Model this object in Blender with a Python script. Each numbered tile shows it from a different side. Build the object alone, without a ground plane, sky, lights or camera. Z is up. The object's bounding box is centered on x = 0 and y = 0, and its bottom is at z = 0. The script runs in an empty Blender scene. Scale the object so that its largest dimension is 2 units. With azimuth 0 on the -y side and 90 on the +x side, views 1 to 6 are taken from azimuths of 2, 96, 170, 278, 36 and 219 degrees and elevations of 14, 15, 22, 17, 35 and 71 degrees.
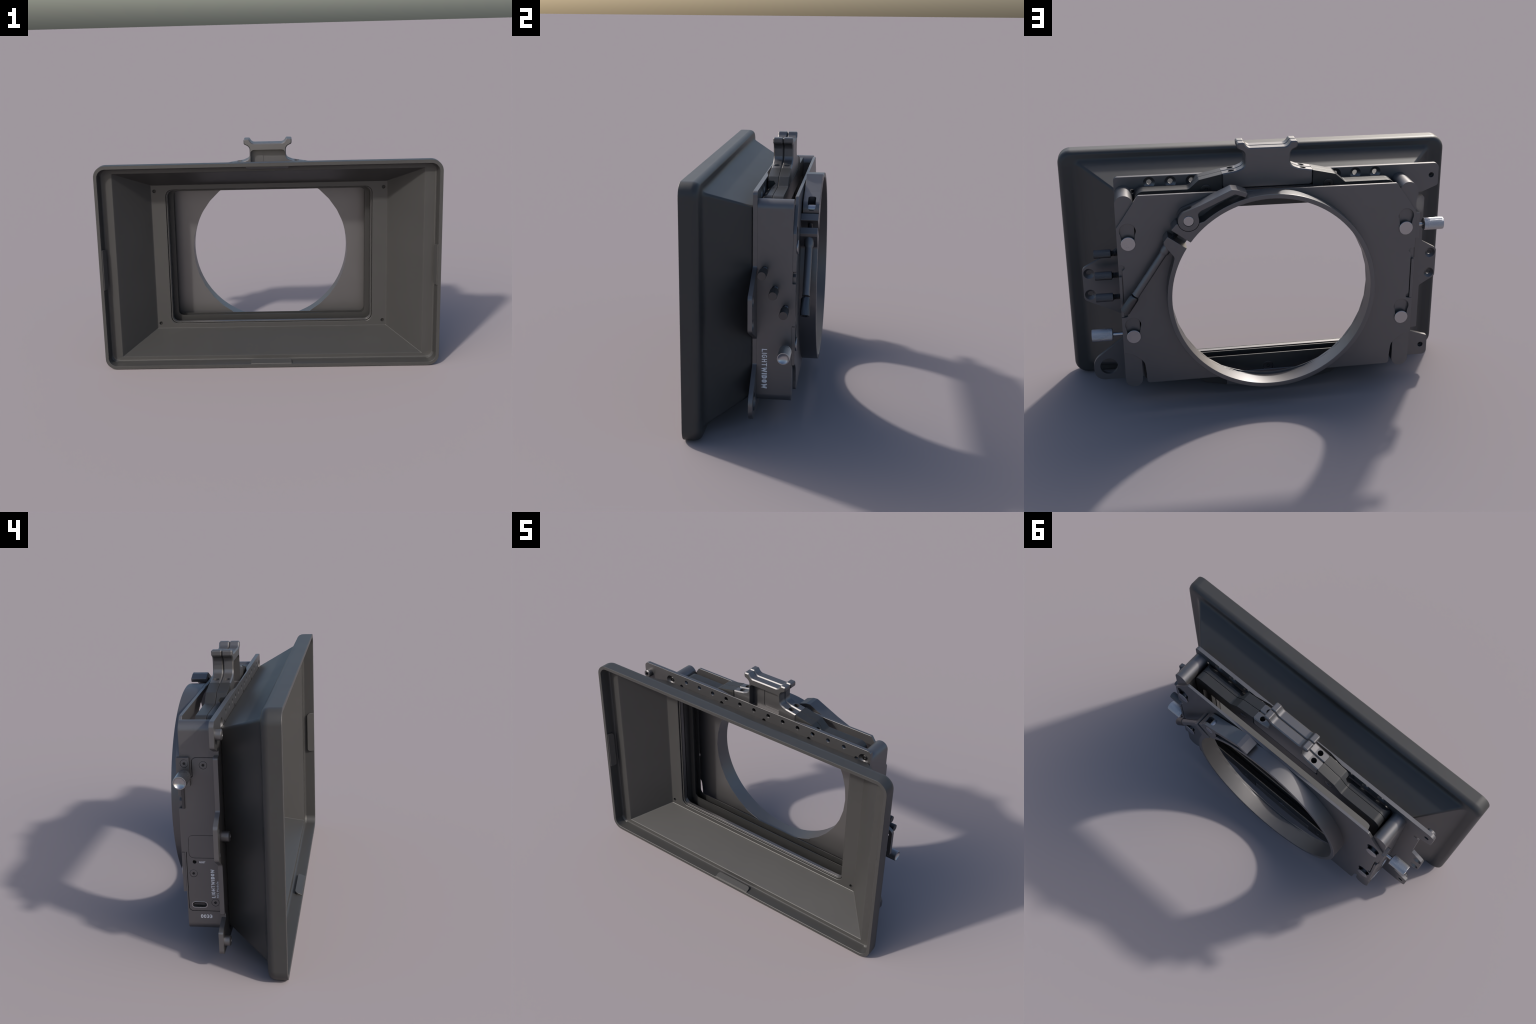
"""Camera matte box: rectangular sunshade hood, front plate, two filter trays,
side blocks, rear plate and a round lens clamp.  All sizes in metres."""
import bpy, bmesh, math
from math import sin, cos, pi, radians, atan2, hypot, sqrt
from mathutils import Vector, Matrix

CZ = 0.619                     # height of the optical axis
SCN = bpy.context.scene
COL = SCN.collection

# ------------------------------------------------------------------ materials
def make_mat(name, base, metallic=0.0, rough=0.45, spec=0.5, var=0.03, grain=320.0, bump=0.0,
             coat=0.0):
    """Principled material; a soft large noise and a fine grain vary tone and gloss."""
    m = bpy.data.materials.new(name)
    m.use_nodes = True
    nt = m.node_tree
    bs = nt.nodes['Principled BSDF']
    tc = nt.nodes.new('ShaderNodeTexCoord')
    big = nt.nodes.new('ShaderNodeTexNoise'); big.inputs['Scale'].default_value = 5.0
    big.inputs['Detail'].default_value = 3.0
    fine = nt.nodes.new('ShaderNodeTexNoise'); fine.inputs['Scale'].default_value = grain
    fine.inputs['Detail'].default_value = 2.0
    nt.links.new(tc.outputs['Object'], big.inputs['Vector'])
    nt.links.new(tc.outputs['Object'], fine.inputs['Vector'])
    mix = nt.nodes.new('ShaderNodeMath'); mix.operation = 'MULTIPLY_ADD'
    mix.inputs[1].default_value = 0.10
    nt.links.new(fine.outputs['Fac'], mix.inputs[0])
    half = nt.nodes.new('ShaderNodeMath'); half.operation = 'MULTIPLY'
    half.inputs[1].default_value = 0.90
    nt.links.new(big.outputs['Fac'], half.inputs[0])
    nt.links.new(half.outputs[0], mix.inputs[2])
    ramp = nt.nodes.new('ShaderNodeValToRGB')
    lo, hi = 1.0 - var, 1.0 + var
    ramp.color_ramp.elements[0].position = 0.3
    ramp.color_ramp.elements[1].position = 0.7
    ramp.color_ramp.elements[0].color = (base[0]*lo, base[1]*lo, base[2]*lo, 1)
    ramp.color_ramp.elements[1].color = (base[0]*hi, base[1]*hi, base[2]*hi, 1)
    nt.links.new(mix.outputs[0], ramp.inputs['Fac'])
    nt.links.new(ramp.outputs['Color'], bs.inputs['Base Color'])
    rr = nt.nodes.new('ShaderNodeMapRange')
    rr.inputs['From Min'].default_value = 0.3; rr.inputs['From Max'].default_value = 0.7
    rr.inputs['To Min'].default_value = rough - 0.012; rr.inputs['To Max'].default_value = rough + 0.012
    nt.links.new(mix.outputs[0], rr.inputs['Value'])
    nt.links.new(rr.outputs[0], bs.inputs['Roughness'])
    bs.inputs['Metallic'].default_value = metallic
    bs.inputs['Specular IOR Level'].default_value = spec
    bs.inputs['Coat Weight'].default_value = coat
    if bump:
        b = nt.nodes.new('ShaderNodeBump'); b.inputs['Strength'].default_value = bump
        b.inputs['Distance'].default_value = 0.002
        nt.links.new(fine.outputs['Fac'], b.inputs['Height'])
        nt.links.new(b.outputs['Normal'], bs.inputs['Normal'])
    return m

PLASTIC = make_mat('black_hood_plastic', (0.0355, 0.0352, 0.0349), 0.0, 0.46, 0.50)
TRAYBLK = make_mat('black_tray_plastic', (0.022, 0.022, 0.0222), 0.0, 0.43, 0.5)
ANODISED = make_mat('black_anodised_metal', (0.158, 0.155, 0.159), 0.80, 0.42, 0.5, var=0.025)
DARKMETAL = make_mat('dark_screw_metal', (0.10, 0.10, 0.105), 1.0, 0.36)
SILVER = make_mat('bright_machined_metal', (0.43, 0.43, 0.445), 1.0, 0.27, var=0.02)
INK = make_mat('pale_engraved_ink', (0.86, 0.87, 0.90), 0.0, 0.6, var=0.03, bump=0)
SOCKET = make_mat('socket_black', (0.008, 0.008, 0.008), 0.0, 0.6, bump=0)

# ------------------------------------------------------------------ 2D outlines
def arc(cx, cy, r, a0, a1, n):
    return [(cx + r*cos(radians(a0 + (a1-a0)*i/n)), cy + r*sin(radians(a0 + (a1-a0)*i/n)))
            for i in range(n+1)]

def circle(cx, cy, r, n=32, ph=0.0):
    return [(cx + r*cos(2*pi*i/n+ph), cy + r*sin(2*pi*i/n+ph)) for i in range(n)]

def rpoly(pts, seg=6):
    """Polygon whose corners (x, y, radius) are rounded by arcs."""
    out = []
    n = len(pts)
    for i in range(n):
        p = pts[i]
        r = p[2] if len(p) > 2 else 0.0
        P = Vector(p[:2]); A = Vector(pts[i-1][:2]); B = Vector(pts[(i+1) % n][:2])
        if r <= 0:
            out.append((P.x, P.y)); continue
        u = (A-P).normalized(); v = (B-P).normalized()
        ang = u.angle(v)
        d = r/math.tan(ang/2)
        lim = 0.49*min((A-P).length, (B-P).length)
        if d > lim:
            d = lim; r = d*math.tan(ang/2)
        c = P + (u+v).normalized()*(r/sin(ang/2))
        s = P+u*d; e = P+v*d
        a0 = atan2(s.y-c.y, s.x-c.x); a1 = atan2(e.y-c.y, e.x-c.x)
        da = (a1-a0+pi) % (2*pi)-pi
        for k in range(seg+1):
            a = a0+da*k/seg
            out.append((c.x+r*cos(a), c.y+r*sin(a)))
    return out

def rrect(cx, cy, hx, hy, r, seg=6):
    return rpoly([(cx-hx, cy-hy, r), (cx+hx, cy-hy, r), (cx+hx, cy+hy, r), (cx-hx, cy+hy, r)], seg)

# ------------------------------------------------------------------ object helpers
MAPS = {'y': lambda a, b, t: (a, t, b),      # outline in x,z  extruded along y
        'x': lambda a, b, t: (t, a, b),      # outline in y,z  extruded along x
        'z': lambda a, b, t: (a, b, t)}      # outline in x,y  extruded along z

def outward(bm):
    """Make every closed shell face outward."""
    bm.normal_update()
    bmesh.ops.recalc_face_normals(bm, faces=bm.faces)
    if bm.calc_volume(signed=True) < 0:
        bmesh.ops.reverse_faces(bm, faces=bm.faces)

def finish(me, name, mat, parent, angle=32):
    me.name = name
    me.materials.clear(); me.materials.append(mat)
    for p in me.polygons:
        p.use_smooth = True
        p.material_index = 0
    me.set_sharp_from_angle(angle=radians(angle))
    ob = bpy.data.objects.new(name, me)
    COL.objects.link(ob)
    # normals follow the large faces so that flats stay flat and bevels catch the light
    wn = ob.modifiers.new('normals', 'WEIGHTED_NORMAL')
    wn.weight = 100; wn.keep_sharp = True
    dg = bpy.context.evaluated_depsgraph_get()
    new = bpy.data.meshes.new_from_object(ob.evaluated_get(dg))
    ob.modifiers.clear()
    ob.data = new
    bpy.data.meshes.remove(me)
    new.name = name
    ob.parent = parent
    return ob

def prism_mesh(axis, loops, t0, t1, bevel=0.0, res=1):
    """Solid between t0 and t1 from closed outlines (first: outside, rest: holes)."""
    cu = bpy.data.curves.new('tmp', 'CURVE')
    cu.dimensions = '2D'; cu.fill_mode = 'BOTH'
    d = t1-t0
    cu.extrude = d/2-bevel
    cu.bevel_depth = bevel; cu.bevel_resolution = res; cu.offset = -bevel
    for lp in loops:
        sp = cu.splines.new('POLY')
        sp.points.add(len(lp)-1)
        for q, (a, b) in zip(sp.points, lp):
            q.co = (a, b, 0, 1)
        sp.use_cyclic_u = True
    ob = bpy.data.objects.new('tmp', cu)
    COL.objects.link(ob)
    dg = bpy.context.evaluated_depsgraph_get()
    me = bpy.data.meshes.new_from_object(ob.evaluated_get(dg))
    bpy.data.objects.remove(ob); bpy.data.curves.remove(cu)
    bm = bmesh.new(); bm.from_mesh(me)
    bmesh.ops.remove_doubles(bm, verts=bm.verts, dist=1e-5)
    f = MAPS[axis]
    mid = (t0+t1)/2
    for v in bm.verts:
        v.co = f(v.co.x, v.co.y, v.co.z+mid)
    outward(bm)
    bm.to_mesh(me); bm.free()
    return me

def prism(name, mat, parent, axis, loops, t0, t1, bevel=0.0, res=1, cut=None, angle=32):
    if loops and isinstance(loops[0][0], (int, float)):
        loops = [loops]
    me = prism_mesh(axis, loops, t0, t1, bevel, res)
    if cut:
        me = difference(me, cut)
    return finish(me, name, mat, parent, angle)

def frame_from(d):
    d = Vector(d).normalized()
    return d.to_track_quat('Z', 'Y').to_matrix().to_4x4()

def lathe_mesh(prof, origin, direction, n=32, ridges=None):
    """Revolve (radius, distance) pairs round a line.  ridges=(i0,i1,count,depth) knurls."""
    bm = bmesh.new()
    M = Matrix.Translation(Vector(origin)) @ frame_from(direction)
    rings = []
    for k, (r, t) in enumerate(prof):
        if r < 1e-6:
            rings.append([bm.verts.new(M @ Vector((0, 0, t)))])
            continue
        row = []
        for i in range(n):
            rr = r
            if ridges and ridges[0] <= k <= ridges[1] and i % 2:
                rr -= ridges[2]
            a = 2*pi*i/n
            row.append(bm.verts.new(M @ Vector((rr*cos(a), rr*sin(a), t))))
        rings.append(row)
    for A, B in zip(rings, rings[1:]):
        for i in range(n):
            j = (i+1) % n
            if len(A) == 1 and len(B) == 1: break
            if len(A) == 1: bm.faces.new((A[0], B[i], B[j]))
            elif len(B) == 1: bm.faces.new((A[i], B[0], A[j]))
            else: bm.faces.new((A[i], B[i], B[j], A[j]))
    outward(bm)
    me = bpy.data.meshes.new('lathe'); bm.to_mesh(me); bm.free()
    return me

def lathe(name, mat, parent, prof, origin, direction, n=32, ridges=None, angle=32):
    return finish(lathe_mesh(prof, origin, direction, n, ridges), name, mat, parent, angle)

def rod(r, a, b, n=32):
    """Plain closed cylinder mesh between two points."""
    a = Vector(a); b = Vector(b)
    L = (b-a).length
    return lathe_mesh([(0, 0), (r, 0), (r, L), (0, L)], a, b-a, n)

def cone(r0, r1, a, b, n=32):
    a = Vector(a); b = Vector(b)
    L = (b-a).length
    return lathe_mesh([(0, 0), (r0, 0), (r1, L), (0, L)], a, b-a, n)

def box_mesh(size, M):
    bm = bmesh.new()
    bmesh.ops.create_cube(bm, size=1.0)
    for v in bm.verts:
        v.co = M @ Vector((v.co.x*size[0], v.co.y*size[1], v.co.z*size[2]))
    me = bpy.data.meshes.new('box'); bm.to_mesh(me); bm.free()
    return me

def hull(pts):
    bm = bmesh.new()
    for p in pts: bm.verts.new(p)
    bmesh.ops.convex_hull(bm, input=bm.verts)
    outward(bm)
    me = bpy.data.meshes.new('hull'); bm.to_mesh(me); bm.free()
    return me

def difference(me, cutters):
    """Boolean subtract each cutter mesh from me."""
    base = bpy.data.objects.new('base', me); COL.objects.link(base)
    helpers = []
    for c in cutters:
        h = bpy.data.objects.new('cutter', c); COL.objects.link(h); helpers.append(h)
        md = base.modifiers.new('cut', 'BOOLEAN')
        md.operation = 'DIFFERENCE'; md.solver = 'EXACT'; md.object = h
    dg = bpy.context.evaluated_depsgraph_get()
    out = bpy.data.meshes.new_from_object(base.evaluated_get(dg))
    for h in helpers:
        mm = h.data; bpy.data.objects.remove(h); bpy.data.meshes.remove(mm)
    bpy.data.objects.remove(base); bpy.data.meshes.remove(me)
    return out

def empty(name, loc=(0, 0, 0), parent=None):
    e = bpy.data.objects.new(name, None)
    e.empty_display_size = 0.1
    COL.objects.link(e)
    e.location = loc
    e.parent = parent
    return e

ROOT = empty('matte_box')
ROOT['label'] = 'black camera matte box with rectangular sunshade hood and round lens clamp'
ROOT['category'] = 'camera accessory'

# ------------------------------------------------------------------ hood
def ring_pts(hx, hz, r, n=10, cz=0.6185):
    """Rounded rectangle with a fixed vertex count so rings can be lofted."""
    pts = []
    for sx, sz, a0 in ((1, 1, 0), (-1, 1, 90), (-1, -1, 180), (1, -1, 270)):
        for k in range(n+1):
            a = radians(a0+90*k/n)
            pts.append((sx*(hx-r)+r*cos(a), cz+sz*(hz-r)+r*sin(a)))
    return pts

def build_hood():
    # half width, half height, corner radius, y : once round the wall section
    sec = [
        (0.9985, 0.6170, 0.064, -0.2930), (1.000, 0.6185, 0.066, -0.2905),      # lip, outer edge
        (1.000, 0.6185, 0.066, -0.238), (0.9985, 0.6165, 0.066, -0.226), (0.994, 0.612, 0.064, -0.215),
        (0.986, 0.605, 0.060, -0.2075), (0.975, 0.598, 0.056, -0.204),
        (0.935, 0.581, 0.040, -0.2035), (0.919, 0.571, 0.030, -0.201), (0.908, 0.564, 0.022, -0.195),
        (0.895, 0.557, 0.016, -0.184),                                          # neck
        (0.7255, 0.472, 0.012, -0.001), (0.7240, 0.471, 0.012, 0.001),          # back edge
        (0.6255, 0.4255, 0.042, 0.001),                                         # window, rear
        (0.6255, 0.4255, 0.042, -0.0125), (0.6270, 0.4270, 0.042, -0.014),
        (0.7115, 0.4535, 0.003, -0.014), (0.7175, 0.4575, 0.003, -0.0175),      # flange
        (0.9010, 0.5600, 0.003, -0.2230), (0.9070, 0.5635, 0.004, -0.2270),     # inner slope
        (0.962, 0.5800, 0.036, -0.2275), (0.9685, 0.5865, 0.040, -0.2300),      # ledge
        (0.9750, 0.5930, 0.044, -0.2400), (0.980, 0.5980, 0.048, -0.2910), (0.9815, 0.5995, 0.049, -0.2930),
    ]
    bm = bmesh.new()
    rings = []
    for hx, hz, r, y in sec:
        cz = 0.6185
        rings.append([bm.verts.new((x, y, z)) for x, z in ring_pts(hx, hz, r, 10, cz)])
    n = len(rings[0])
    for A, B in zip(rings, rings[1:]+rings[:1]):
        for i in range(n):
            j = (i+1) % n
            bm.faces.new((A[i], A[j], B[j], B[i]))
    outward(bm)
    me = bpy.data.meshes.new('hood'); bm.to_mesh(me); bm.free()
    cut = []
    for sx in (-1, 1):
        for z in (0.196, 1.037):
            cut.append(rod(0.0110, (sx*0.692, -0.03, z), (sx*0.692, 0.02, z), 20))
    me = difference(me, cut)
    hood = finish(me, 'hood', PLASTIC, ROOT, 28)
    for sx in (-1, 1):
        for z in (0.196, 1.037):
            lathe('dark_hole_disc', SOCKET, hood, [(0, 0), (0.0108, 0), (0.0108, 0.003), (0, 0.003)], (sx*0.692, -0.0030, z), (0, 1, 0), 20)  # near-black disc set inside each flange hole so that the hole looks dark from the front
    # flag-holder tabs on the inner wall of the lip
    tab = rpoly([(-0.122, -0.2895), (0.122, -0.2895), (0.122, -0.252, 0.032), (-0.122, -0.252, 0.032)], 8)
    me = prism_mesh('z', [tab], -0.004, 0.016, 0.0015, 0)
    for v in me.vertices:                     # upper face slopes up to the back
        if v.co.z > 0.008:
            v.co.z += 0.016*(v.co.y+0.2895)/0.0375-0.012
    spots = ((0, 0.0200, 0.0), (-0.9795, 0.6185, 90), (0.9795, 0.6185, -90), (0, 1.2170, 180))
    first = None
    for x, z, rot in spots:
        ob = finish(me, 'hood_tab', PLASTIC, hood, 28) if first is None else first.copy()
        if first is None: first = ob
        else: COL.objects.link(ob)
        ob.parent = hood
        ob.matrix_local = Matrix.Translation((x, 0, z)) @ Matrix.Rotation(radians(rot), 4, 'Y')
    return hood
build_hood()

# ------------------------------------------------------------------ front plate
FY0, FY1 = 0.003, 0.024
def build_front_plate():
    out = rpoly([(0.730, 1.161, 0.020), (-0.894, 1.161, 0.026), (-0.894, 1.046, 0.012), (-0.812, 1.012, 0.01),
                 (-0.795, 1.012), (-0.795, 0.990), (-0.828, 0.988, 0.012), (-0.828, 0.744, 0.012),
                 (-0.910, 0.698, 0.022), (-0.910, 0.542, 0.022), (-0.828, 0.492, 0.016), (-0.828, 0.248, 0.006),
                 (-0.796, 0.246), (-0.796, 0.222), (-0.893, 0.190, 0.010), (-0.893, 0.0775, 0.026),
                 (0.889, 0.0775, 0.0755), (0.889, 0.1906, 0.0755),                # eyelet
                 (0.745, 0.300, 0.01), (0.730, 0.312, 0.01), (0.730, 0.445, 0.01), (0.760, 0.462, 0.01),
                 (0.909, 0.535, 0.026), (0.909, 0.702, 0.026), (0.745, 0.790, 0.02), (0.730, 0.80, 0.01)], 10)
    win = rrect(0, 0.6180, 0.6155, 0.4190, 0.038, 8)
    holes = [win, circle(0.813, 0.1535, 0.0445, 40),
             circle(-0.8565, 1.099, 0.0135, 24), circle(-0.8575, 0.137, 0.0145, 24)]
    cut = []
    for i in range(12):                       # row of accessory holes, countersunk from behind
        x = (i-5.5)*0.102
        holes.append(circle(x, 1.1285, 0.0125, 24))
        cut.append(cone(0.0135, 0.029, (x, 0.013, 1.1285), (x, 0.0245, 1.1285)))
    for x in (-0.622, -0.311, 0.0, 0.311, 0.622):
        holes.append(circle(x+0.022, 1.0880, 0.0120, 20))
    for sx in (-1, 1):
        for z in (0.675, 0.562):
            holes.append(circle(sx*0.8775, z, 0.0125, 24))
            cut.append(cone(0.0135, 0.0275, (sx*0.8775, 0.011, z), (sx*0.8775, 0.0245, z)))
        cut.append(cone(0.031, 0.016, (sx*0.687, 0.0025, 1.1015), (sx*0.687, 0.020, 1.1015)))
        cut.append(cone(0.031, 0.016, (sx*0.687, 0.0025, 0.1365), (sx*0.687, 0.020, 0.1365)))
    # scooped rear top edge behind the handle
    sc = hull([(x*q, y, z) for q in (-1, 1) for x, y, z in ((0.205, 0.0085, 1.1620), (0.205, 0.0085, 1.19), (0.340, 0.0300, 1.19),
                                                              (0.340, 0.0300, 1.1640), (0.255, 0.0300, 1.1180))])
    cut.append(sc)
    fp = prism('front_plate', ANODISED, ROOT, 'y', [out]+holes, FY0, FY1, 0.0004, 0, cut)
    # raised lip of the window, showing inside the hood opening
    lip = prism('window_lip', PLASTIC, fp, 'y', [rrect(0, 0.6185, 0.6240, 0.4240, 0.041, 8),
                                                  rrect(0, 0.6185, 0.6155, 0.4192, 0.036, 8)], -0.0060, 0.0028, 0.0030, 2)
    # screws seated in the two countersinks
    for sx in (-1, 1):
        for z in (1.1015, 0.1365):
            lathe('plate_screw', DARKMETAL, fp, [(0, 0), (0.006, 0), (0.006, -0.006), (0.013, -0.006), (0.0155, -0.003), (0.0155, 0.004), (0, 0.004)],
                  (sx*0.687, 0.0205, z), (0, 1, 0), 24)
    # hollow mounting bosses on the front
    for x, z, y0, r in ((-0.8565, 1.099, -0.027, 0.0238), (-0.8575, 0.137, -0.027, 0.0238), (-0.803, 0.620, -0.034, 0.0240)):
        lathe('mounting_boss', ANODISED, fp, [(r, 0.0), (r, y0*-1+0.003-0.004), (r-0.004, 0.003-y0), (0.0115, 0.003-y0), (0.0105, 0.001-y0), (0.0105, 0.0), (r, 0.0)],
              (x, FY0+0.001, z), (0, -1, 0), 32)
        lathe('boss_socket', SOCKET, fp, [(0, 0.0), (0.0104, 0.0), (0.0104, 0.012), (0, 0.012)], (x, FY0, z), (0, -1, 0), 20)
    return fp
build_front_plate()

# ------------------------------------------------------------------ side blocks
BX, BR = 0.6875, 0.0425            # block centre line and half width
def stadium(s):
    pts = arc(s*BX, 1.1205-BR, BR, 0, 180, 20)+arc(s*BX, 0.1175+BR, BR, 180, 360, 20)
    return pts

PANEL = rpoly([(0.0245, 0.219), (0.184, 0.219, 0.018), (0.184, 0.511), (0.2066, 0.511), (0.2066, 0.722), (0.184, 0.722), (0.184, 0.868, 0.012), (0.137, 0.868, 0.006), (0.137, 0.9585, 0.018), (0.0245, 0.9585)], 6)
def grow(d):
    return rpoly([(0.0245-0.01, 0.219-d), (0.184+d, 0.219-d, 0.020), (0.184+d, 0.868+d, 0.012), (0.137+d, 0.868+d, 0.006), (0.137+d, 0.9585+d, 0.020), (0.0245-0.01, 0.9585+d)], 6)

def build_blocks():
    blk = {}
    for s in (1, -1):
        cut = []
        if s < 0:
            cut = [prism_mesh('x', [grow(0.0025)], -0.76, -0.7165),
                   prism_mesh('x', [rrect(0.135, 0.2495, 0.034, 0.0125, 0.012)], -0.76, -0.705),
                   rod(0.009, (-0.74, 0.149, 0.463), (-0.70, 0.149, 0.463), 20)]
        else:
            # the blind seats of the three lock screws and the latch screw
            cut = [rod(0.0165, (0.72, y, z), (0.75, y, z), 24) for y, z in ((0.059, 0.789), (0.110, 0.695), (0.160, 0.602))]
        blk[s] = prism('side_block', ANODISED, ROOT, 'y', [stadium(s)], 0.0242, 0.1917, 0.0, 0, cut)
    return blk
BLOCK = build_blocks()

# ------------------------------------------------------------------ text
def lettering(name, mat, parent, body, side, lead, base, size_along, size_up, start, weight=0.0):
    """Flat lettering: lead = reading direction, base = up direction of the letters."""
    cu = bpy.data.curves.new('txt', 'FONT')
    cu.body = body; cu.size = 1.0; cu.extrude = 0.0; cu.offset = weight
    cu.space_character = 1.08
    ob = bpy.data.objects.new('txt', cu); COL.objects.link(ob)
    dg = bpy.context.evaluated_depsgraph_get()
    me = bpy.data.meshes.new_from_object(ob.evaluated_get(dg))
    bpy.data.objects.remove(ob); bpy.data.curves.remove(cu)
    xs = [v.co.x for v in me.vertices]; ys = [v.co.y for v in me.vertices]
    w = max(xs)-min(xs); h = max(ys)-min(ys)
    L = Vector(lead); U = Vector(base); N = Vector((side, 0, 0))
    bm = bmesh.new(); bm.from_mesh(me)
    for v in bm.verts:
        p = Vector(start)+L*((v.co.x-min(xs))/w*size_along)+U*((v.co.y-min(ys))/h*size_up)
        v.co = p
    # give the ink a little body
    bmesh.ops.remove_doubles(bm, verts=bm.verts, dist=1e-6)
    geo = bmesh.ops.extrude_face_region(bm, geom=bm.faces[:])
    for e in geo['geom']:
        if isinstance(e, bmesh.types.BMVert):
            e.co += N*0.0009
    outward(bm)
    bm.to_mesh(me); bm.free()
    return finish(me, name, mat, parent)

def ribbon(pts, w, closed):
    """Outline a polyline with a band of width w, mitred at the corners."""
    n = len(pts); L, R = [], []
    for i in range(n):
        P = Vector(pts[i])
        a = Vector(pts[i-1]) if (i or closed) else None
        b = Vector(pts[(i+1) % n]) if (i < n-1 or closed) else None
        d1 = (P-a).normalized() if a is not None else (b-P).normalized()
        d2 = (b-P).normalized() if b is not None else d1
        n1 = Vector((-d1.y, d1.x)); n2 = Vector((-d2.y, d2.x))
        m = (n1+n2).normalized()
        k = min(2.2, 1/max(0.2, m.dot(n1)))*w/2
        L.append(P+m*k); R.append(P-m*k)
    return L, R

def glyphs(ch, w):
    """Strokes of the squared capitals, in a unit cell (width, [(points, closed)])."""
    a, c = w/2, 0.16
    W, H = 0.62, 1.0
    x0, x1, y0, y1 = a, W-a, a, H-a
    box = [(x0+c, y0), (x1-c, y0), (x1, y0+c), (x1, y1-c), (x1-c, y1), (x0+c, y1), (x0, y1-c), (x0, y0+c)]
    if ch == 'L': return 0.55, [([(x0, H), (x0, y0), (0.55, y0)], False)]
    if ch == 'I': return w, [([(a, 0), (a, H)], False)]
    if ch == 'G': return W, [([(x1, y1-c), (x1-c, y1), (x0+c, y1), (x0, y1-c), (x0, y0+c), (x0+c, y0), (x1-c, y0), (x1, y0+c), (x1, 0.48), (0.36, 0.48)], False)]
    if ch == 'H': return W, [([(x0, 0), (x0, H)], False), ([(x1, 0), (x1, H)], False), ([(w, 0.5), (W-w, 0.5)], False)]
    if ch == 'T': return W, [([(0, y1), (W, y1)], False), ([(W/2, 0), (W/2, H-w)], False)]
    if ch == 'W': return 0.95, [([(a, H), (0.24, y0), (0.475, 0.72), (0.71, y0), (0.95-a, H)], False)]
    if ch == 'D': return W, [([(x0, y0), (x1-c, y0), (x1, y0+c), (x1, y1-c), (x1-c, y1), (x0, y1)], True)]
    if ch in 'O0': return W, [(box, True)]
    if ch == '3': return W, [([(0, y1), (x1-c, y1), (x1, y1-c), (x1, y0+c), (x1-c, y0), (0, y0)], False), ([(0.16, 0.5), (W-w, 0.5)], False)]
    return 0.3, []

def stroke_lettering(name, mat, parent, runs, side, lead, base, size_along, size_up, start, hourglass=False):
    """Squared lettering from mitred strokes; runs = [(text, stroke width)]."""
    bm = bmesh.new()
    pen = 0.0
    for text, w in runs:
        for i, ch in enumerate(text):
            adv, strokes = glyphs(ch, w)
            for pts, closed in strokes:
                L, R = ribbon(pts, w, closed)
                vl = [bm.verts.new((pen+p.x, p.y, 0)) for p in L]
                vr = [bm.verts.new((pen+p.x, p.y, 0)) for p in R]
                for k in range(len(pts) if closed else len(pts)-1):
                    j = (k+1) % len(pts)
                    bm.faces.new((vl[k], vr[k], vr[j], vl[j]))
            if hourglass and ch == 'O':          # small hourglass mark inside the letter
                cx = pen+adv/2
                q = [bm.verts.new(p) for p in ((cx-0.11, 0.24, 0), (cx+0.11, 0.24, 0), (cx, 0.5, 0), (cx+0.11, 0.76, 0), (cx-0.11, 0.76, 0))]
                bm.faces.new((q[0], q[1], q[2])); bm.faces.new((q[2], q[3], q[4]))
            pen += adv+0.20
    pen -= 0.20
    Lv, U, N = Vector(lead), Vector(base), Vector((side, 0, 0))
    for v in bm.verts:
        v.co = Vector(start)+Lv*(v.co.x/pen*size_along)+U*(v.co.y*size_up)
    geo = bmesh.ops.extrude_face_region(bm, geom=bm.faces[:])
    for e in geo['geom']:
        if isinstance(e, bmesh.types.BMVert):
            e.co += N*0.0009
    outward(bm)
    me = bpy.data.meshes.new(name); bm.to_mesh(me); bm.free()
    return finish(me, name, mat, parent)

XS = 0.7298
stroke_lettering('maker_lettering', INK, BLOCK[1], [('LIGHT', 0.165), ('WIDOW', 0.24)], 1, (0, 0, -1), (0, 1, 0), 0.2040, 0.0255, (XS, 0.0490, 0.3920), True)

# ------------------------------------------------------------------ electronics module on the -x side
def hex_screw(name, parent, centre, normal, r, mat=ANODISED, groove=True):
    """Flush screw head: thin groove, disc and hexagonal socket."""
    c = Vector(centre); nrm = Vector(normal)
    ob = lathe(name, mat, parent, [(0, -0.0035), (r*0.32, -0.0035), (r*0.36, 0.0), (r*0.92, 0.0), (r*0.96, -0.0006), (r*0.96, -0.008), (0, -0.008)],
               c, nrm, 36)
    lathe('socket', SOCKET, ob, [(0, -0.003), (r*0.34, -0.003), (r*0.34, -0.004), (0, -0.004)], c, nrm, 6)
    return ob

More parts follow.
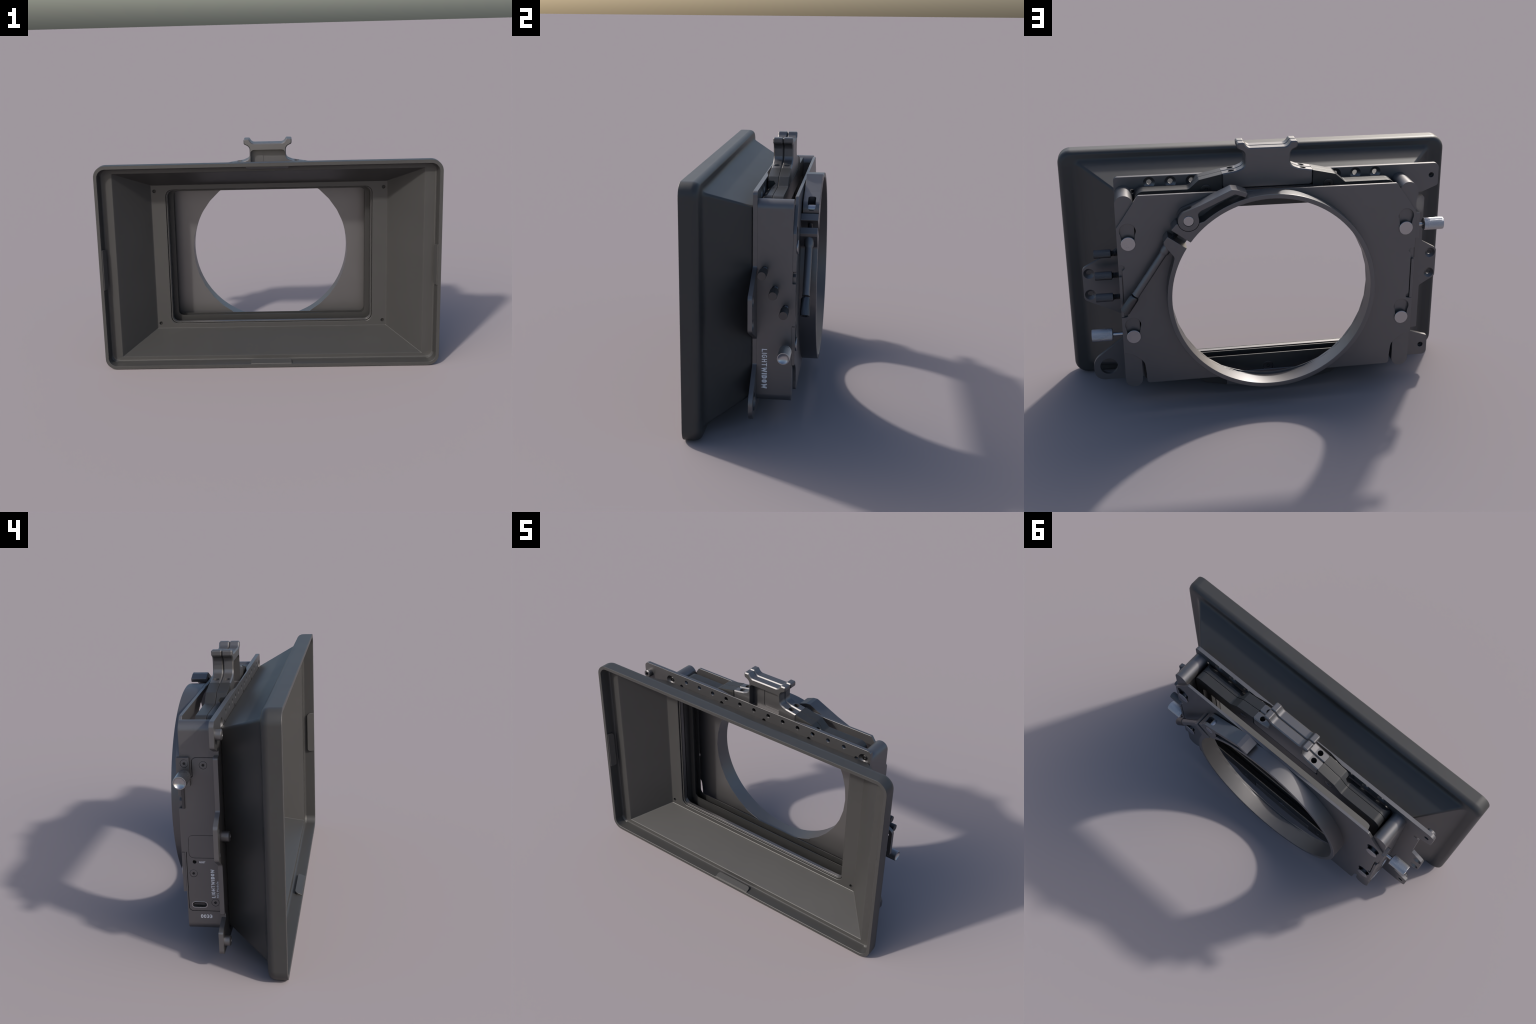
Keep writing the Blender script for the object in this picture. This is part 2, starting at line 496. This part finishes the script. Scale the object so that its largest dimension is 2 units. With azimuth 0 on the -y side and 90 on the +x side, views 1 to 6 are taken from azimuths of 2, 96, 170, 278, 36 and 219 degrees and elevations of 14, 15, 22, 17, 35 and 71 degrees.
def build_module():
    cut = [prism_mesh('x', [rrect(0.135, 0.2495, 0.0385, 0.0165, 0.016)], -0.75, -0.70),
           rod(0.009, (-0.75, 0.149, 0.463), (-0.70, 0.149, 0.463), 20)]
    for y, z in ((0.087, 0.925), (0.156, 0.406), (0.061, 0.261)):
        cut.append(rod(0.0185, (-0.75, y, z), (-0.724, y, z), 36))
    grooves = [rpoly([(0.010, 0.4815), (0.1735, 0.4815, 0.022), (0.1735, 0.5935, 0.022), (0.010, 0.5935)], 6),
               rpoly([(0.0130, 0.4838), (0.1712, 0.4838, 0.0197), (0.1712, 0.5912, 0.0197), (0.0130, 0.5912)], 6)]
    cut.append(prism_mesh('x', grooves, -0.75, -0.7265))
    panel = prism('module_panel', ANODISED, BLOCK[-1], 'x', [PANEL], -0.7302, -0.7170, 0.0006, 0, cut)
    for y, z in ((0.087, 0.925), (0.156, 0.406), (0.061, 0.261)):
        hex_screw('panel_screw', panel, (-0.7302, y, z), (-1, 0, 0), 0.018)
    # socket with a bright rim and tongue
    port = prism('port_rim', SILVER, panel, 'x', [rrect(0.135, 0.2495, 0.038, 0.016, 0.0155, 8), rrect(0.135, 0.2495, 0.0335, 0.0118, 0.0115, 8)],
                 -0.7315, -0.712, 0.001, 1)
    prism('port_tongue', DARKMETAL, port, 'x', [rrect(0.135, 0.251, 0.026, 0.0035, 0.002)], -0.7265, -0.708, 0.0006, 0)
    xt = -0.7300
    stroke_lettering('maker_lettering', INK, panel, [('LIGHT', 0.165), ('WIDOW', 0.23)], -1, (0, 0, 1), (0, 1, 0), 0.1420, 0.0165, (xt, 0.0600, 0.2850))
    lettering('module_lettering', INK, panel, 'FRS Module', -1, (0, 0, 1), (0, 1, 0), 0.0820, 0.0100, (xt, 0.0430, 0.2850))
    lettering('reset_lettering', INK, panel, 'RESET', -1, (0, -1, 0), (0, 0, 1), 0.0280, 0.0085, (xt, 0.1270, 0.4575), 0.015)
    stroke_lettering('serial_lettering', INK, BLOCK[-1], [('0033', 0.17)], -1, (0, -1, 0), (0, 0, 1), 0.0530, 0.0170, (-XS, 0.1325, 0.1820))
    # latch bracket with its screw
    br = prism('latch_bracket', ANODISED, BLOCK[-1], 'x', [rpoly([(0.146, 0.830, 0.004), (0.2055, 0.830, 0.004), (0.2055, 0.964, 0.004), (0.146, 0.964, 0.006)])],
               -0.7465, -0.7285, 0.001, 0, [rod(0.0185, (-0.76, 0.1685, 0.937), (-0.74, 0.1685, 0.937), 36)])
    hex_screw('bracket_screw', br, (-0.7462, 0.1685, 0.937), (-1, 0, 0), 0.018)
    prism('latch_slide', DARKMETAL, BLOCK[-1], 'x', [rpoly([(0.1775, 0.722, 0.002), (0.1900, 0.722, 0.002), (0.1900, 0.85, 0.002), (0.1775, 0.85, 0.002)])],
          -0.7375, -0.7285, 0.0006, 0)
build_module()

# ------------------------------------------------------------------ thumb screws
def silver_knob(s, y, z):
    k = lathe('latch_knob', SILVER, ROOT,
              [(0, 0.005), (0.0135, 0.005), (0.0240, 0.0), (0.0300, 0.004), (0.0305, 0.008), (0.0305, 0.098), (0.0290, 0.1025),
               (0.0262, 0.1030), (0.0250, 0.1000), (0.0160, 0.0945), (0.0, 0.0915)],
              (s*0.777, y, z), (s, 0, 0), 84, (4, 5, 0.0017), 40)
    lathe('knob_stem', SILVER, k, [(0, 0), (0.0100, 0), (0.0100, 0.055), (0, 0.055)], (s*0.728, y, z), (s, 0, 0), 24)
silver_knob(1, 0.1665, 0.4045)
silver_knob(-1, 0.1650, 0.8895)

def thread_profile(r, depth, pitch, length):
    prof = [(0, 0)]
    n = int(length/pitch)
    for i in range(n):
        prof += [(r-depth, i*pitch+0.0002), (r, i*pitch+pitch*0.5)]
    prof += [(r-depth, n*pitch), (0, n*pitch)]
    return prof

lock = None
for y, z in ((0.059, 0.789), (0.1105, 0.695), (0.1605, 0.602)):
    k = lathe('lock_screw', DARKMETAL, ROOT,
              [(0, 0.0), (0.0185, 0.0), (0.0208, 0.003), (0.0208, 0.0795), (0.0195, 0.082), (0.0, 0.0822)],
              (0.764, y, z), (1, 0, 0), 64, (2, 3, 0.0014), 40)
    lathe('screw_thread', DARKMETAL, k, thread_profile(0.0150, 0.0030, 0.006, 0.048), (0.722, y, z), (1, 0, 0), 28)

# ------------------------------------------------------------------ filter trays
def tray_outline(low=0.0):
    """Upper edge steps up towards the middle; the lower edge mirrors it."""
    def flip(z): return 2*CZ-z
    t = 1.1205-low
    up = [(0.636, t, 0.045), (0.380, t, 0.022), (0.331, 1.163-low, 0.018), (0.2205, 1.187-low), (0.2205, 1.113-low), (-0.2205, 1.113-low), (-0.2205, 1.187-low),
          (-0.331, 1.163-low, 0.018), (-0.380, t, 0.022), (-0.636, t, 0.045)]
    b = 1.1205
    dn = [(-0.636, flip(b), 0.030), (-0.380, flip(b), 0.022), (-0.331, flip(1.163), 0.018), (-0.2205, flip(1.187)), (-0.2205, flip(1.113)),
          (0.2205, flip(1.113)), (0.2205, flip(1.187)), (0.331, flip(1.163), 0.018), (0.380, flip(b), 0.022), (0.636, flip(b), 0.030)]
    return rpoly(up+dn, 6)

def handle_outline():
    """Dog-bone grip standing on a sloped foot."""
    half = [(0.000, 1.1140), (0.2195, 1.1140, 0.018), (0.2195, 1.1872), (0.150, 1.1985, 0.020), (0.1095, 1.2150, 0.030),
            (0.1095, 1.2870, 0.030), (0.1440, 1.3030, 0.012), (0.1450, 1.3325, 0.008), (0.1120, 1.3330, 0.008), (0.0950, 1.3070, 0.030), (0.0, 1.3070)]
    half = half[1:-1]
    return rpoly(half+[(-p[0],)+tuple(p[1:]) for p in reversed(half)], 7)

def foot_outline():
    z0, z1 = 2*CZ-1.1872, 2*CZ-1.1140
    return rpoly([(-0.2195, z1, 0.016), (-0.2195, z0), (-0.10, z0-0.016, 0.05), (0.10, z0-0.016, 0.05), (0.2195, z0), (0.2195, z1, 0.016)], 6)

def build_tray(y0, y1, wz0, wz1, wx, front):
    win = rpoly([(-wx, wz0, 0.03), (wx, wz0, 0.03), (wx, wz1, 0.03), (-wx, wz1, 0.03)], 6)
    # the filter slot in front of the thin rear wall is larger than the window
    cut = [prism_mesh('y', [rrect(0, CZ, 0.616, 0.468, 0.012)], y0-0.01, y1-0.0055)]
    if front:
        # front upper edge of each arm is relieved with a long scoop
        for s in (1, -1):
            a, b = (0.352, 0.66)
            M = Matrix.Translation((s*(a+b)/2, 0.0330, 1.1295)) @ Matrix.Rotation(radians(38), 4, 'X')
            cut.append(box_mesh((b-a, 0.060, 0.042), M))
    else:
        for x in (-0.298, 0.298):
            for z in (1.1125, 2*CZ-1.1125):
                cut.append(rod(0.0265, (x, y1-0.004, z), (x, y1+0.02, z), 36))
        cut.append(rod(0.0265, (0, y1-0.006, 0.143), (0, y1+0.02, 0.143), 36))
    tray = prism('filter_tray', TRAYBLK, ROOT, 'y', [tray_outline(), win], y0, y1, 0.002, 1, cut)
    # metal grip and foot let into the tray
    gc = []
    for x in (-0.1740, 0.1740):
        ym = (y0+y1)/2
        gc.append(rod(0.0155, (x, ym, 1.14), (x, ym, 1.25), 28))
    if front:
        gc.append(prism_mesh('y', [rpoly([(-0.1045, 1.120, 0.01), (0.1045, 1.120, 0.01), (0.1045, 1.2690, 0.022), (-0.1045, 1.2690, 0.022)], 6)], y0-0.03, y0+0.0440))
        gc.append(prism_mesh('y', [rpoly([(-0.030, 1.135, 0.012), (0.1035, 1.135, 0.012), (0.1035, 1.266, 0.02), (-0.030, 1.266, 0.004)], 6)], y0-0.03, y0+0.0470))
    grip = prism('tray_handle', ANODISED, tray, 'y', [handle_outline()], y0, y1, 0.0055, 0, gc)
    for x in (-0.1740, 0.1740):
        lathe('socket', SOCKET, grip, [(0, 0), (0.0153, 0), (0.0153, 0.002), (0, 0.002)], (x, (y0+y1)/2, 1.1405), (0, 0, 1), 24)
    prism('tray_foot', ANODISED, tray, 'y', [foot_outline()], y0, y1, 0.003, 0)
    if not front:
        for x in (-0.298, 0.298):
            for z in (1.1125, 2*CZ-1.1125):
                hex_screw('tray_screw', tray, (x, y1+0.0002, z), (0, 1, 0), 0.026, DARKMETAL)
        hex_screw('tray_screw', tray, (0, y1-0.002, 0.143), (0, 1, 0), 0.026, DARKMETAL)
    return tray
build_tray(0.0305, 0.0810, 0.219, 1.019, 0.588, True)
build_tray(0.0825, 0.1340, 0.216, 1.0220, 0.588, False)

# ------------------------------------------------------------------ rear plate
RY0, RY1 = 0.1920, 0.2070
RC = 0.618                     # centre height of the lens bore
def build_rear_plate():
    right = [(0.622, 1.1225, 0.010), (0.7295, 0.965, 0.008), (0.7295, 0.783), (0.712, 0.783), (0.700, 0.774, 0.006), (0.700, 0.764, 0.006), (0.712, 0.752),
             (0.712, 0.535), (0.699, 0.528, 0.006), (0.699, 0.512, 0.006), (0.712, 0.509), (0.7295, 0.509), (0.7295, 0.315), (0.690, 0.308, 0.03),
             (0.632, 0.262, 0.06), (0.6245, 0.190, 0.03), (0.6245, 0.1415, 0.016)]
    out = rpoly(right+[(-p[0],)+tuple(p[1:]) for p in reversed(right)], 6)
    loops = [out]
    for s in (1, -1):
        for zc in (0.9510, 0.4660):
            c, r, pz = s*0.677, 0.0385, zc-0.061
            key = arc(c, zc, r, -28, 208, 24)+arc(c, pz, 0.0265, 190, 350, 14)
            loops.append(key)
    # lens bore, coarse like the original; it breaks out through the lower edge
    bore = prism_mesh('y', [circle(0, RC, 0.4875, 36)], RY0-0.02, RY1+0.02)
    plate = prism('rear_plate', ANODISED, ROOT, 'y', loops, RY0, RY1, 0.0006, 0, [bore])
    for s in (1, -1):
        for zp in (0.8900, 0.4050):
            lathe('keyhole_pin', SILVER, ROOT, [(0, 0), (0.022, 0), (0.022, 0.0165), (0.0338, 0.0165), (0.0342, 0.018), (0.0342, 0.0225), (0.0330, 0.0235), (0, 0.0235)],
                  (s*0.6770, 0.1905, zp), (0, 1, 0), 44)
    prism('latch_strip', ANODISED, ROOT, 'y', [rpoly([(0.7170, 0.512), (0.7300, 0.512), (0.7300, 0.722), (0.7170, 0.722)])], 0.1918, 0.2068)
    return plate
build_rear_plate()

# ------------------------------------------------------------------ lens clamp
CY0, CY1 = 0.2080, 0.2925
def build_clamp():
    RO, RI = 0.5090, 0.4862
    out = arc(0, RC, RO, 50.5, 360+19.0, 132)
    out += rpoly([(0.4780, 0.805), (0.4660, 0.838, 0.02), (0.5130, 0.903, 0.006), (0.5160, 0.918, 0.006), (0.4960, 0.9450, 0.004), (0.4080, 0.8810), (0.42, 0.86)], 5)[1:-1]
    out += arc(0, RC, RI, 32.6, -(360-37.3), 132)
    out += rpoly([(0.39, 0.90), (0.3920, 0.9110, 0.002), (0.4790, 0.9760, 0.004), (0.4530, 1.0040, 0.003), (0.3960, 1.0010, 0.01), (0.36, 1.0)], 5)[1:]
    ring = prism('clamp_ring', ANODISED, ROOT, 'y', [out], CY0-0.002, CY1, 0.0025, 1,
                 [rod(0.0515, (0.3960, 0.19, 1.0160), (0.3960, 0.32, 1.0160), 64)])
    # tube that carries the ring into the plate
    tube = prism('clamp_tube', ANODISED, ring, 'y', [circle(0, RC, 0.5070, 144), circle(0, RC, 0.4872, 144)], 0.1945, CY0, 0.0006, 0)
    # thin shade lip across the foot of the bore
    n = 36
    low = [(0.2555*(1-2*i/n), 0.1400+0.062*(1-2*i/n)**2) for i in range(n+1)]
    lip = arc(0, RC, 0.5030, 239.6, 300.4, n)+low
    prism('shade_lip', ANODISED, ring, 'y', [lip], 0.1900, 0.1955, 0.0005, 0)
    # over-centre lever
    px, pz = 0.3960, 1.0160
    head = arc(px, pz, 0.0490, 35, -240, 44)
    lev = [(0.339, 1.0905, 0.01), (0.1935, 1.1575, 0.014), (0.166, 1.1545, 0.014), (0.1200, 1.1370, 0.004), (0.1285, 1.1170, 0.004), (0.1790, 1.1345, 0.01), (0.3380, 1.0625, 0.008), (0.3520, 1.0480, 0.008)]
    pts = rpoly([(0.42, 1.0595)]+lev+[(0.3470, 1.0250)], 6)
    start = atan2(1.0290-pz, 0.3465-px)
    a0 = math.degrees(atan2(0.0115, -0.0476)); a1 = math.degrees(atan2(0.0440, 0.0216))
    head = arc(px, pz, 0.0490, a0, a1+360 if a1 < a0 else a1, 44)
    outline = pts[1:-1]+head
    ax = Vector((0.1935-0.4200, 0, 1.1575-1.0595)).normalized()
    upv = Vector((-ax.z, 0, ax.x)); upv = upv if upv.z > 0 else -upv
    M = Matrix.Identity(4)
    for i in range(3):
        M[i][0] = ax[i]; M[i][1] = (0, -1, 0)[i]; M[i][2] = upv[i]
    c = Vector((px, 0.2555, pz))+upv*0.030+ax*(-0.002)
    slot = rrect(0, 0, 0.042, 0.0195, 0.012)
    sm = prism_mesh('z', [slot], -0.038, 0.05)
    T = Matrix.Translation(c) @ M
    for v in sm.vertices: v.co = T @ v.co
    lever = prism('clamp_lever', ANODISED, ring, 'y', [outline], CY0+0.005, CY1+0.0015, 0.002, 1,
                  [sm, rod(0.0258, (px, CY1-0.004, pz), (px, CY1+0.02, pz), 40)])
    lathe('lever_pin', SILVER, lever, [(0, 0), (0.0235, 0), (0.0238, 0.001), (0.0238, 0.082), (0.0225, 0.083), (0, 0.083)], (px, CY1-0.0815, pz), (0, 1, 0), 40)
    # tension screw and its extension grip
    d = Vector((0.560, 0, -0.828)).normalized()
    o = Vector((0.505, 0.2510, 0.867))
    lathe('tension_thread', DARKMETAL, ring, thread_profile(0.0130, 0.0025, 0.006, 0.150), o-d*0.145, d, 28)
    rodob = lathe('tension_rod', ANODISED, ring,
          [(0, -0.030), (0.0215, -0.030), (0.0235, -0.026), (0.0235, 0.012), (0.0190, 0.020), (0.0180, 0.030), (0.0180, 0.262), (0.0195, 0.270), (0, 0.270)],
          o, d, 36, None, 40)
    lathe('tension_grip', DARKMETAL, rodob, [(0, 0), (0.0190, 0.0), (0.0235, 0.008), (0.0235, 0.088), (0.0222, 0.091), (0.012, 0.091), (0.012, 0.086), (0, 0.086)],
          o+d*0.278, d, 64, (2, 3, 0.0014), 40)
    return ring
build_clamp()

# ------------------------------------------------------------------ keep the tree to thing > part > sub-part
for ob in list(bpy.data.objects):
    chain = []
    p = ob.parent
    while p is not None:
        chain.append(p)
        p = p.parent
    if len(chain) > 2:
        ob.parent = chain[-2]
